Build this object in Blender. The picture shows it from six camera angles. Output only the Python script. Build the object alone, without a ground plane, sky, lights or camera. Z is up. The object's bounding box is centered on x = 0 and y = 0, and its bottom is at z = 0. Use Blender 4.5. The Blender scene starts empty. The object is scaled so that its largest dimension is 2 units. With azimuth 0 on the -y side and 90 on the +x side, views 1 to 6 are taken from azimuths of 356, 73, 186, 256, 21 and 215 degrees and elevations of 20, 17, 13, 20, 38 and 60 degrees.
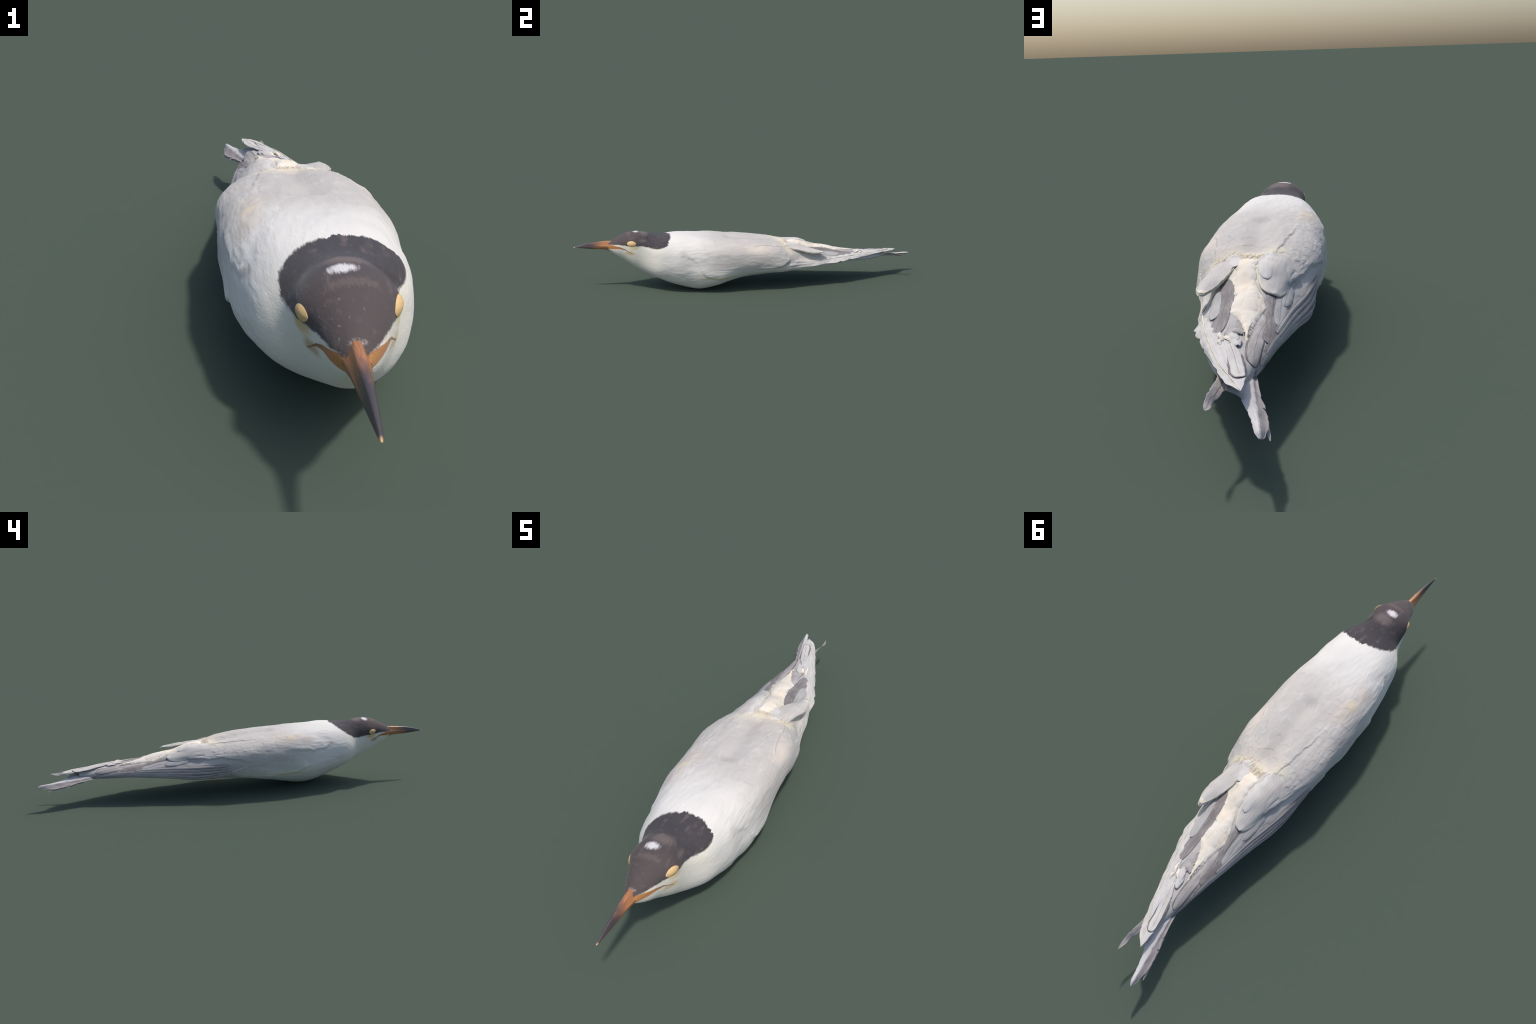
# A dried museum study skin of a black-capped tern, lying on its belly:
# lofted body with sculpted plumage, bill, cotton eyes, and separately built feathers.
import bpy, bmesh, math, random
import numpy as np
from mathutils import Vector, Matrix
from mathutils.bvhtree import BVHTree

rng = random.Random(7)

# ---------------------------------------------------------------- small maths
def smooth01(x):
    x = np.clip(x, 0, 1)
    return x * x * (3 - 2 * x)

def pchip(x, y, q):
    h = np.diff(x); d = np.diff(y, axis=0) / h[:, None]
    m = np.zeros_like(y); m[0] = d[0]; m[-1] = d[-1]
    m[1:-1] = (d[:-1] * h[1:, None] + d[1:] * h[:-1, None]) / (h[:-1] + h[1:])[:, None]
    i = np.clip(np.searchsorted(x, q) - 1, 0, len(x) - 2)
    t = ((q - x[i]) / h[i])[:, None]; hh = h[i][:, None]
    return (y[i] * (1 + 2 * t) * (1 - t) ** 2 + m[i] * hh * t * (1 - t) ** 2
            + y[i + 1] * t * t * (3 - 2 * t) + m[i + 1] * hh * t * t * (t - 1))

def curve(points, n, power=1.0):
    """Smooth curve through 3D control points, n samples evenly along it."""
    P = np.array(points, float)
    s = np.r_[0, np.cumsum(np.linalg.norm(np.diff(P, axis=0), axis=1))]
    q = np.linspace(0, 1, n) ** power * s[-1]
    if len(P) == 2:
        return P[0] + (P[1] - P[0]) * (q / s[-1])[:, None]
    return pchip(s, P, q)

def vnoise(P, seed=0):
    """Smooth value noise in 3D, about -1..1."""
    P = np.asarray(P, float)
    I = np.floor(P).astype(np.int64); F = P - I; F = F * F * (3 - 2 * F)
    def h(a, b, c):
        k = (a * 374761393 + b * 668265263 + c * 2147483647 + seed * 1274126177) & 0xFFFFFFFF
        k = ((k ^ (k >> 13)) * 1274126177) & 0xFFFFFFFF
        k = k ^ (k >> 16)
        return (k & 0xFFFF) / 32767.5 - 1
    r = 0
    for dx in (0, 1):
        for dy in (0, 1):
            for dz in (0, 1):
                w = (np.where(dx, F[..., 0], 1 - F[..., 0]) * np.where(dy, F[..., 1], 1 - F[..., 1])
                     * np.where(dz, F[..., 2], 1 - F[..., 2]))
                r = r + w * h(I[..., 0] + dx, I[..., 1] + dy, I[..., 2] + dz)
    return r

# ---------------------------------------------------------------- materials
class Nodes:
    """Tiny helper to write shader maths as expressions."""
    def __init__(self, name):
        self.mat = bpy.data.materials.new(name); self.mat.use_nodes = True
        self.nt = self.mat.node_tree; self.nt.nodes.clear()
        self.tc = self.nt.nodes.new('ShaderNodeTexCoord').outputs['Object']
        sep = self.nt.nodes.new('ShaderNodeSeparateXYZ'); self.link(self.tc, sep.inputs[0])
        self.x, self.y, self.z = sep.outputs
    def link(self, a, b): self.nt.links.new(a, b)
    def put(self, sock, v):
        if hasattr(v, 'is_output'): self.link(v, sock)
        elif v is not None: sock.default_value = v
    def m(self, op, a, b=None, c=None, clamp=False):
        n = self.nt.nodes.new('ShaderNodeMath'); n.operation = op; n.use_clamp = clamp
        self.put(n.inputs[0], a)
        if b is not None: self.put(n.inputs[1], b)
        if c is not None: self.put(n.inputs[2], c)
        return n.outputs[0]
    def add(self, a, b): return self.m('ADD', a, b)
    def sub(self, a, b): return self.m('SUBTRACT', a, b)
    def mul(self, a, b): return self.m('MULTIPLY', a, b)
    def step(self, v, lo, hi):
        n = self.nt.nodes.new('ShaderNodeMapRange'); n.interpolation_type = 'SMOOTHSTEP'
        self.put(n.inputs[0], v); n.inputs[1].default_value = lo; n.inputs[2].default_value = hi
        n.inputs[3].default_value = 0; n.inputs[4].default_value = 1
        if lo > hi:
            n.inputs[1].default_value = hi; n.inputs[2].default_value = lo
            n.inputs[3].default_value = 1; n.inputs[4].default_value = 0
        return n.outputs[0]
    def noise(self, scale=(1, 1, 1), detail=3, rough=.55, rot=(0, 0, 0), dist=0, offset=(0, 0, 0)):
        mp = self.nt.nodes.new('ShaderNodeMapping'); self.link(self.tc, mp.inputs[0])
        mp.inputs['Scale'].default_value = scale; mp.inputs['Rotation'].default_value = rot
        mp.inputs['Location'].default_value = offset
        n = self.nt.nodes.new('ShaderNodeTexNoise'); self.link(mp.outputs[0], n.inputs['Vector'])
        n.inputs['Scale'].default_value = 1; n.inputs['Detail'].default_value = detail
        n.inputs['Roughness'].default_value = rough; n.inputs['Distortion'].default_value = dist
        return n.outputs[0]
    def profile(self, v, pts, lo, hi):
        """Piecewise-linear function of v given as (v, value) pairs; values within lo..hi."""
        v0, v1 = pts[0][0], pts[-1][0]
        t = self.m('DIVIDE', self.sub(v, v0), v1 - v0)
        r = self.nt.nodes.new('ShaderNodeValToRGB'); self.link(t, r.inputs[0])
        el = r.color_ramp.elements
        while len(el) < len(pts): el.new(0.5)
        for e, (a, b) in zip(el, pts): e.position = (a - v0) / (v1 - v0)
        for e, (a, b) in zip(el, pts):
            g = (b - lo) / (hi - lo); e.color = (g, g, g, 1)
        return self.add(self.mul(r.outputs[0], hi - lo), lo)
    def blob(self, c, r, n=None, amp=0.0, soft=.35):
        """1 inside a soft ellipsoid centred at c with radii r, edge roughened by noise n."""
        q = None
        for s, cc, rr in zip((self.x, self.y, self.z), c, r):
            d = self.m('DIVIDE', self.sub(s, cc), rr); d = self.mul(d, d)
            q = d if q is None else self.add(q, d)
        d = self.m('SQRT', q)
        if n is not None: d = self.add(d, self.mul(self.sub(n, .5), amp))
        return self.step(d, 1 + soft, 1 - soft)
    def mix(self, a, b, f):
        n = self.nt.nodes.new('ShaderNodeMix'); n.data_type = 'RGBA'
        self.put(n.inputs[0], f)
        for s, v in ((n.inputs[6], a), (n.inputs[7], b)):
            if hasattr(v, 'is_output'): self.link(v, s)
            else: s.default_value = (*v, 1)
        return n.outputs[2]
    def finish(self, col, rough=.8, bump=None, dist=.002, strength=.5, sheen=0., coat=0., spec=.3, trans=None):
        b = self.nt.nodes.new('ShaderNodeBsdfPrincipled'); o = self.nt.nodes.new('ShaderNodeOutputMaterial')
        if hasattr(col, 'is_output'): self.link(col, b.inputs['Base Color'])
        else: b.inputs['Base Color'].default_value = (*col, 1)
        self.put(b.inputs['Roughness'], rough)
        b.inputs['Specular IOR Level'].default_value = spec
        b.inputs['Sheen Weight'].default_value = sheen; b.inputs['Coat Weight'].default_value = coat
        b.inputs['Coat Roughness'].default_value = .3
        if bump is not None:
            n = self.nt.nodes.new('ShaderNodeBump'); n.inputs['Strength'].default_value = strength
            n.inputs['Distance'].default_value = dist; self.link(bump, n.inputs['Height'])
            self.link(n.outputs[0], b.inputs['Normal'])
        self.link(b.outputs[0], o.inputs[0])
        return self.mat

WHITE = (.755, .725, .685); GREY = (.55, .515, .482); CREAM = (.80, .735, .60)

def plumage_material():
    N = Nodes('plumage')
    fine = N.noise((260, 45, 260), 3, .6)
    rag = N.noise((240, 26, 240), 4, .7)
    rag2 = N.noise((70, 30, 70), 3, .6, offset=(3, 1, 2))
    big = N.noise((9, 5, 9), 3, .5, dist=.6)
    mid = N.noise((34, 14, 34), 4, .6, dist=.8)
    # mantle: faint pearl grey behind the white neck
    mantle = N.step(N.add(N.y, N.mul(N.sub(mid, .5), .10)), -.42, -.16)
    up = N.step(N.z, .10, .17)
    col = N.mix(WHITE, GREY, N.mul(mantle, up))
    col = N.mix(col, (.50, .475, .455), N.mul(N.mul(N.step(mid, .5, .78), mantle), .40))
    col = N.mix(col, (.70, .675, .65), N.mul(N.mul(N.step(mid, .48, .25), mantle), .5))
    # thin, broken dark lines running back along the body
    wr = N.noise((52, 9, 52), 3, .6, dist=1.5, offset=(5, 1, 3))
    dark_line = N.mul(N.step(N.m('ABSOLUTE', N.sub(wr, .5)), .016, .003), N.step(rag2, .45, .6))
    col = N.mix(col, (.42, .37, .33), N.mul(N.mul(dark_line, mantle), .40))
    # cream throat and cheeks
    cheek = N.mul(N.step(N.y, -.50, -.60), N.step(N.add(N.z, N.mul(big, .02)), .12, .2))
    col = N.mix(col, (.775, .74, .64), N.mul(cheek, .75))
    # warm staining on shoulders, flanks, loose feathers of the lower back
    def stain(c, r, colour, amount, amp=1.0, noise=mid):
        nonlocal col
        col = N.mix(col, colour, N.mul(N.blob(c, r, noise, amp, .55), amount))
    stain((-.124, -.246, .280), (.024, .026, .022), (.80, .66, .42), .5)
    stain((-.124, -.305, .278), (.03, .045, .025), (.60, .50, .42), .35)
    stain((-.139, -.33, .262), (.02, .035, .025), (.45, .37, .32), .35, 1.4, rag2)
    stain((-.115, -.20, .285), (.04, .05, .03), (.72, .62, .50), .35)
    stain((.137, -.02, .240), (.03, .07, .03), (.76, .65, .54), .45)
    stain((.010, .160, .247), (.085, .035, .03), (.80, .70, .53), .7)
    stain((.09, .175, .220), (.035, .03, .03), (.80, .73, .54), .7)
    stain((-.062, .128, .252), (.03, .05, .02), (.74, .68, .53), .6)
    stain((.015, .172, .246), (.012, .010, .02), (.42, .30, .16), .7)  # small dark brown spot among the down
    stain((.02, .08, .268), (.045, .09, .03), (.50, .45, .40), .35)
    stain((.055, .12, .25), (.05, .06, .03), (.68, .62, .52), .4)
    stain((.010, .232, .238), (.016, .012, .03), (.30, .25, .25), .75)
    stain((.0, .30, .21), (.05, .14, .05), CREAM, .9, .5)
    stain((.105, .26, .155), (.045, .08, .035), (.66, .62, .54), .5)
    stain((.147, -.22, .088), (.02, .13, .014), (.72, .64, .38), .6, .7)
    stain((-.160, -.22, .102), (.02, .12, .014), (.72, .64, .38), .6, .7)
    stain((.138, -.435, .226), (.02, .02, .016), (.55, .50, .45), .45, 1.2, rag2)
    stain((-.137, -.448, .237), (.012, .02, .012), (.50, .43, .38), .6, 1.2, rag2)
    quills = N.mul(N.step(N.add(N.y, N.mul(N.sub(mid, .5), .05)), .16, .26), N.step(N.x, -.03, -.07))
    low_q = N.mul(N.mul(N.step(N.y, -.02, .10), N.step(N.x, -.10, -.13)), N.step(N.z, .19, .16))
    col = N.mix(col, (.43, .41, .405), N.m('MAXIMUM', quills, low_q))
    col = N.mix(col, (.46, .44, .43), N.mul(N.step(N.y, .36, .45), .9))
    # gape: horny orange-brown wedge running back from the bill, with a stained streak behind
    side = N.step(N.x, -.012, .004)
    mid_z = N.profile(N.y, [(-.84, .242), (-.80, .242), (-.76, .241), (-.735, .235), (-.70, .215)], .2, .26)
    half = N.profile(N.y, [(-.84, .014), (-.80, .0110), (-.77, .0068), (-.745, .0035), (-.725, .0018), (-.695, .0008)], 0, .02)
    dz = N.m('ABSOLUTE', N.sub(N.sub(N.z, mid_z), N.mul(N.sub(1, side), -.003)))
    streak = N.mul(N.step(N.sub(N.sub(half, dz), N.mul(N.sub(rag, .5), .004)), -.0012, .0012), N.step(N.y, -.69, -.70))
    stain((.055, -.705, .218), (.016, .028, .011), (.62, .42, .17), .7, 1.5, rag2)
    stain((-.056, -.710, .220), (.016, .026, .012), (.45, .30, .12), .8, 1.2, rag2)
    stain((.073, -.700, .248), (.020, .030, .011), (.72, .55, .26), .65, 1.2, rag2)
    stain((-.080, -.700, .243), (.018, .028, .014), (.62, .45, .18), .85, 1.2, rag2)
    gcol = N.mix((.46, .21, .075), (.20, .11, .045), N.step(N.y, -.775, -.72))
    col = N.mix(col, gcol, streak)
    # black cap with a frayed border
    yj = N.add(N.y, N.add(N.mul(N.sub(rag, .5), .042), N.mul(N.sub(rag2, .5), .018)))
    left = N.profile(yj, [(-.83, .252), (-.814, .252), (-.795, .2535), (-.775, .256), (-.748, .257), (-.725, .2545), (-.70, .257),
                          (-.674, .258), (-.647, .2585), (-.612, .250), (-.585, .246), (-.565, .247), (-.55, .252),
                          (-.53, .258), (-.515, .268), (-.508, .285), (-.496, .297), (-.488, .304), (-.476, .34)], .2, .34)
    right = N.profile(yj, [(-.83, .247), (-.807, .248), (-.785, .2495), (-.764, .2515), (-.733, .249), (-.698, .251), (-.671, .249),
                           (-.62, .242), (-.592, .243), (-.577, .255), (-.558, .265), (-.534, .281), (-.507, .298),
                           (-.496, .304), (-.478, .34)], .2, .34)
    zb = N.add(N.mul(left, side), N.mul(right, N.sub(1, side)))
    cap = N.step(N.sub(N.add(N.z, N.mul(N.sub(rag, .5), .014)), zb), -.0030, .0040)
    black = N.mix((.064, .058, .064), (.088, .072, .073), N.step(N.add(N.y, N.mul(N.sub(mid, .5), .12)), -.59, -.70))
    black = N.mix(black, (.20, .155, .145), N.mul(N.step(N.mul(rag2, N.add(mid, .2)), .36, .62), .55))
    tan = N.blob((.0, -.632, .312), (.034, .022, .02), rag, 1.6, .6)
    tan = N.m('MAXIMUM', tan, N.mul(N.blob((.068, -.64, .29), (.012, .022, .012), rag, 1.6, .6), .7))
    tan = N.m('MAXIMUM', tan, N.mul(N.blob((-.005, -.712, .312), (.035, .010, .02), rag, 3.4, .3), .4))
    black = N.mix(black, (.34, .26, .235), N.mul(tan, .35))
    fleck = N.mul(N.step(N.noise((120, 60, 120), 2, .5, offset=(9, 4, 0)), .66, .74), N.step(N.y, -.70, -.78))
    black = N.mix(black, (.42, .42, .42), N.mul(fleck, .3))
    base = N.step(N.add(N.y, N.mul(N.sub(rag, .5), .03)), -.802, -.811)
    black = N.mix(black, (.58, .54, .50), N.mul(N.mul(base, N.step(N.z, .262, .267)), .55))
    black = N.mix(black, (.68, .65, .655), N.blob((-.013, -.672, .317), (.0185, .0135, .03), rag, 1.7, .5))
    col = N.mix(col, black, cap)
    col = N.mix(col, (.05, .045, .045), N.mul(N.mul(N.step(fine, .56, .74), cap), .18))
    hair = N.add(fine, N.mul(mid, .6))
    return N.finish(col, .85, hair, .0022, .35, sheen=.12, spec=.15)

def bill_material():
    N = Nodes('bill_horn')
    n = N.noise((60, 9, 60), 4, .6); g = N.noise((220, 14, 220), 3, .6)
    t = N.add(N.add(N.y, N.mul(N.sub(n, .5), .10)), N.mul(N.sub(N.z, .242), -1.3))
    orange = N.mix((.50, .215, .095), (.37, .155, .068), N.step(g, .4, .65))
    # culmen stays orange only at its root, the sides further forward
    tip = N.step(t, -.860, -.924)
    col = N.mix(orange, (.075, .062, .070), tip)
    groove = N.m('ABSOLUTE', N.sub(N.z, N.profile(N.y, [(-1.0, .2352), (-.93, .2385), (-.80, .2405)], .2, .26)))
    col = N.mix(col, (.13, .07, .045), N.mul(N.step(groove, .0022, .0006), .75))
    dark = N.mul(N.step(N.z, .2615, .2655), N.step(N.y, -.80, -.815))
    side = N.mul(N.step(N.m('ABSOLUTE', N.add(N.x, .016)), .011, .014), N.step(N.z, .252, .258))
    col = N.mix(col, (.11, .075, .075), N.mul(side, .7))
    col = N.mix(col, (.58, .36, .20), N.step(N.y, -.989, -.996))
    return N.finish(col, .38, g, .0008, .4, coat=.25, spec=.5)

def eye_material():
    N = Nodes('eye_cotton')
    n = N.noise((160, 160, 160), 3, .6)
    return N.finish(N.mix((.72, .50, .25), (.64, .41, .18), N.step(n, .45, .7)), .8, n, .001, .4, spec=.2)

def feather_material(name, a, b, dirt=(.5, .44, .38), dirt_amt=.25, streak=60, warm=0.0):
    """Feather vane: fine oblique barbs, slow tone change, a little grime. Local y runs along the shaft."""
    N = Nodes(name)
    ax = N.m('ABSOLUTE', N.x)
    ph = N.add(N.mul(ax, 900), N.mul(N.y, -streak * 18))
    w = N.noise((20, 20, 20), 2, .5)
    barb = N.m('SINE', N.add(ph, N.mul(w, 40)))
    barb = N.add(N.mul(barb, .5), .5)
    n1 = N.noise((120, 26, 60), 4, .6); n2 = N.noise((30, 12, 30), 3, .55, offset=(4, 2, 7))
    col = N.mix(a, b, N.step(n2, .35, .7))
    col = N.mix(col, dirt, N.mul(N.step(n1, .47, .72), dirt_amt))
    col = N.mix(col, tuple(v * .72 for v in b), N.mul(N.step(N.noise((150, 10, 60), 3, .6, offset=(1, 8, 2)), .52, .72), .45))
    col = N.mix(col, tuple(v * .85 for v in b), N.mul(barb, .16))
    return N.finish(col, .75, N.add(N.mul(barb, .35), N.mul(n1, 2)), .0009, .35, sheen=.05, spec=.2)

def plain_material(name, a, b, scale=80, rough=.7):
    N = Nodes(name)
    n = N.noise((scale, scale * .4, scale), 3, .6)
    return N.finish(N.mix(a, b, N.step(n, .35, .68)), rough, n, .001, .3, spec=.25)

M_BODY = plumage_material(); M_BILL = bill_material(); M_EYE = eye_material()
M_PEARL = feather_material('pearl_feather', (.60, .57, .54), (.545, .51, .48), (.50, .43, .35), .25)
M_WHITE = feather_material('white_feather', (.70, .67, .635), (.63, .60, .565), (.62, .54, .42), .25)
M_BLUE = feather_material('blue_grey_feather', (.49, .475, .472), (.42, .405, .40), (.33, .30, .30), .35)
M_DARK = feather_material('slate_feather', (.28, .255, .25), (.20, .18, .178), (.44, .41, .395), .6)
M_MIDG = feather_material('mid_grey_feather', (.43, .40, .388), (.33, .308, .30), (.58, .55, .525), .55)
M_PALE = feather_material('worn_feather', (.64, .615, .59), (.55, .525, .50), (.42, .36, .31), .45)
M_TAIL = feather_material('tail_feather_vane', (.64, .62, .605), (.56, .54, .53), (.47, .41, .38), .25)
M_MAUVE = feather_material('tail_mauve_vane', (.44, .385, .38), (.36, .315, .31), (.54, .48, .47), .35)  # darker mauve tone for the tail faces beyond the fold and the lower blade
M_FRINGE = plain_material('dark_fringe', (.15, .135, .132), (.24, .215, .21))
M_BUFF = plain_material('buff_edge', (.74, .69, .57), (.64, .58, .46))
M_SHAFT = plain_material('pale_quill', (.80, .74, .60), (.70, .64, .50))
M_DSHAFT = plain_material('dark_quill', (.24, .21, .20), (.32, .28, .27))
M_CREAM = plain_material('cream_down', (.81, .755, .665), (.80, .70, .57), 22, .9)
M_FLUFF = plain_material('yellow_down', (.86, .78, .64), (.80, .70, .53), 60, .9)

# ---------------------------------------------------------------- objects
def obj_from(name, verts, faces, mats, parent=None, mat_idx=None, smooth=True, origin=None, axis=None):
    me = bpy.data.meshes.new(name)
    V = np.asarray(verts, float)
    ob = bpy.data.objects.new(name, me)
    if origin is not None:
        R = Matrix.Identity(3)
        if axis is not None:
            yv = Vector(axis).normalized(); zv = Vector((0, 0, 1)); xv = yv.cross(zv).normalized(); zv = xv.cross(yv)
            R = Matrix((xv, yv, zv)).transposed()
        M = R.to_4x4(); M.translation = Vector(origin)
        ob.matrix_world = M
        V = (V - np.array(origin)) @ np.array(R)
    me.from_pydata(V.tolist(), [], faces)
    for m in (mats if isinstance(mats, (list, tuple)) else [mats]): me.materials.append(m)
    if mat_idx is not None: me.polygons.foreach_set('material_index', np.asarray(mat_idx, np.int32))
    me.polygons.foreach_set('use_smooth', [smooth] * len(me.polygons))
    me.update()
    bpy.context.scene.collection.objects.link(ob)
    if parent is not None:
        ob.parent = parent
    return ob

bird = bpy.data.objects.new('tern_study_skin', None)
bpy.context.scene.collection.objects.link(bird)
bird['label'] = 'white and pearl-grey dried tern with black cap and orange bill'
bird['category'] = 'stuffed bird'

# ---------------------------------------------------------------- body loft
# station y : centre x, half width, top z, bottom z, height of widest line (0..1), roundness above, below, keel shift
STATIONS = np.array([
 [-.83,-.015,.0090,.247,.233,.50,1.,1.,0],[-.80,-.013,.0285,.2735,.208,.52,.97,.96,0],[-.77,-.009,.0425,.289,.187,.60,.97,.97,0],
 [-.73,-.006,.056,.310,.163,.68,.95,.98,0],[-.69,-.004,.0740,.3185,.137,.69,.95,.97,.005],[-.65,-.005,.0785,.3205,.113,.62,.96,.93,.012],
 [-.60,-.001,.090,.311,.088,.53,.97,.91,.018],[-.55,0,.120,.302,.066,.55,.95,.96,.022],[-.50,-.001,.1365,.305,.044,.53,.92,1.03,.020],
 [-.45,-.002,.148,.309,.026,.50,.84,1.05,.020],[-.39,-.006,.153,.304,.007,.49,.76,1.01,.020],[-.32,-.005,.163,.296,.0005,.52,.70,.94,.026],
 [-.24,-.004,.170,.2905,.014,.55,.70,.90,.022],[-.16,-.005,.173,.286,.038,.52,.725,.93,.006],[-.08,-.005,.171,.2815,.056,.53,.74,.93,-.006],
 [0,-.005,.1700,.271,.065,.57,.74,.92,-.006],[.08,-.007,.160,.2595,.073,.53,.75,.87,-.004],[.16,-.012,.147,.2455,.076,.43,.81,.90,-.004],
 [.24,-.016,.136,.234,.086,.29,.92,.95,-.006],[.32,-.014,.126,.2125,.100,.24,.98,.97,-.010],[.40,-.015,.110,.200,.106,.23,1.02,.98,-.012],
 [.48,-.016,.100,.1835,.113,.26,1.02,1.,-.018],[.56,-.020,.082,.173,.118,.34,1.,.99,-.022],[.64,-.027,.062,.165,.114,.37,.98,.98,-.018],
 [.72,-.035,.041,.160,.115,.40,.98,.97,-.010],[.80,-.042,.022,.150,.126,.46,1.,.97,0]])
NY, NT = 640, 400
yy = np.linspace(-.83, .80, NY)
Q = pchip(STATIONS[:, 0], STATIONS[:, 1:], yy)
k = np.exp(-.5 * (np.arange(-14, 15) / 5.) ** 2); k /= k.sum()
Qp = np.pad(Q, ((14, 14), (0, 0)), mode='edge')
Qp[:14] = 2 * Q[0] - Q[14:0:-1]; Qp[-14:] = 2 * Q[-1] - Q[-2:-16:-1]
Q = np.stack([np.convolve(Qp[:, c], k, 'valid') for c in range(8)], 1)
th = np.linspace(0, 2 * np.pi, NT, endpoint=False)
cx, wd, zt, zb, zm, et, eb, keel = [Q[:, c:c + 1] for c in range(8)]
c_, s_ = np.cos(th)[None], np.sin(th)[None]
zmid = zb + (zt - zb) * zm
bl = smooth01(.5 + s_ / .5)                      # blend roundness across the widest line
ex = et * bl + eb * (1 - bl)
S0 = np.stack([cx + wd * np.sign(c_) * np.abs(c_) ** ex + keel * np.maximum(-s_, 0) ** 1.5,
               np.broadcast_to(yy[:, None], (NY, NT)),
               zmid + np.where(s_ >= 0, zt - zmid, zmid - zb) * np.sign(s_) * np.abs(s_) ** ex], -1)

def grid_normals(S):
    du = np.gradient(S, axis=0)
    dv = (np.roll(S, -1, 1) - np.roll(S, 1, 1)) * .5
    n = np.cross(dv, du)
    n = n / (np.linalg.norm(n, axis=-1, keepdims=True) + 1e-12)
    return -n if (n[NY // 2, NT // 4, 2] < 0) else n

N0 = grid_normals(S0)
# surface distance coordinate around each ring, measured from the crest
seg = np.linalg.norm(np.roll(S0, -1, 1) - S0, axis=-1)
arc = np.concatenate([np.zeros((NY, 1)), np.cumsum(seg, 1)[:, :-1]], 1)
arc = arc[:, NT // 4:NT // 4 + 1] - arc           # + towards +x side
tot = seg.sum(1, keepdims=True)
arc = (arc + tot / 2) % tot - tot / 2
UV = np.stack([S0[..., 1], arc], -1)

def uv_of(p):
    d = ((S0 - np.array(p)) ** 2).sum(-1)
    i, j = np.unravel_index(np.argmin(d), d.shape)
    return UV[i, j]

def line_field(points, inside):
    """Signed distance (positive on the side of `inside`), and fraction along, to a line drawn on the skin."""
    P = np.array([uv_of(p) for p in points])
    L = np.r_[0, np.cumsum(np.linalg.norm(np.diff(P, axis=0), axis=1))]
    P = pchip(L, P, np.linspace(0, L[-1], 40))
    best = np.full((NY, NT), 1e9); sd = np.zeros((NY, NT)); fr = np.zeros((NY, NT))
    def work(U):
        b = np.full(U.shape[:-1], 1e9); s = np.zeros_like(b); f = np.zeros_like(b)
        for a in range(39):
            d = P[a + 1] - P[a]; l2 = d @ d + 1e-15
            q = U - P[a]; t = np.clip((q @ d) / l2, 0, 1)
            r = q - t[..., None] * d; dist = np.sqrt((r ** 2).sum(-1))
            side = np.sign(d[0] * q[..., 1] - d[1] * q[..., 0])
            m = dist < b
            b = np.where(m, dist, b); s = np.where(m, dist * side, s); f = np.where(m, (a + t) / 39, f)
        return s, f
    sd, fr = work(UV)
    si, _ = work(uv_of(inside)[None])
    return sd * np.sign(si[0]), fr

H = np.zeros((NY, NT))
def lip(points, inside, h, fall, width=.003, jag=.002, undercut=.2, fade=.12):
    """A feather-edge step: skin stands h proud on the inside and drops sharply at the line."""
    global H
    d, f = line_field(points, inside)
    d = d + jag * .6 * vnoise(S0 * 150, 3) + jag * 1.3 * vnoise(S0 * 45, 5)
    e = smooth01(f / fade) * smooth01((1 - f) / fade)
    up = smooth01(.5 + d / (2 * width)) * np.exp(-np.maximum(d, 0) / fall)
    down = -undercut * smooth01(.5 - d / (2 * width)) * np.exp(-np.maximum(-d, 0) / (fall * .35))
    H = H + h * e * (up + down)

def groove(points, h, width):
    global H
    d, f = line_field(points, (0, -.3, .31))
    H = H - h * np.exp(-(d / width) ** 2) * smooth01(f / .15) * smooth01((1 - f) / .15)

def mound(c, r, h):
    global H
    q = ((S0 - np.array(c)) / np.array(r)) ** 2
    H = H + h * np.exp(-q.sum(-1))

# dorsal hollow between the loose back feathers
groove([(.012, -.20, .30), (.010, -.106, .295), (-.002, .03, .276), (.005, .16, .25)], .011, .034)
# edges of the back feather masses
lip([(-.115, -.14, .275), (-.098, -.055, .278), (-.086, .022, .268), (-.07, .108, .255), (-.051, .162, .247), (-.01, .172, .248), (.03, .172, .245)],
    (0, -.1, .29), .0042, .030, jag=.0035, undercut=.1, fade=.4)
lip([(.138, -.09, .245), (.119, -.02, .252), (.104, .075, .243), (.093, .139, .229), (.085, .180, .221)], (0, -.05, .29), .0040, .03, jag=.003, undercut=.1, fade=.3)
lip([(.064, -.16, .290), (.079, -.029, .273), (.066, .084, .257), (.043, .160, .244)], (.0, -.05, .29), .0018, .02, jag=.007, fade=.4)
lip([(-.030, -.08, .29), (-.045, .0, .279), (-.040, .08, .264), (-.020, .15, .25)], (-.10, .0, .26), .0025, .025, jag=.008, fade=.4)
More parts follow.
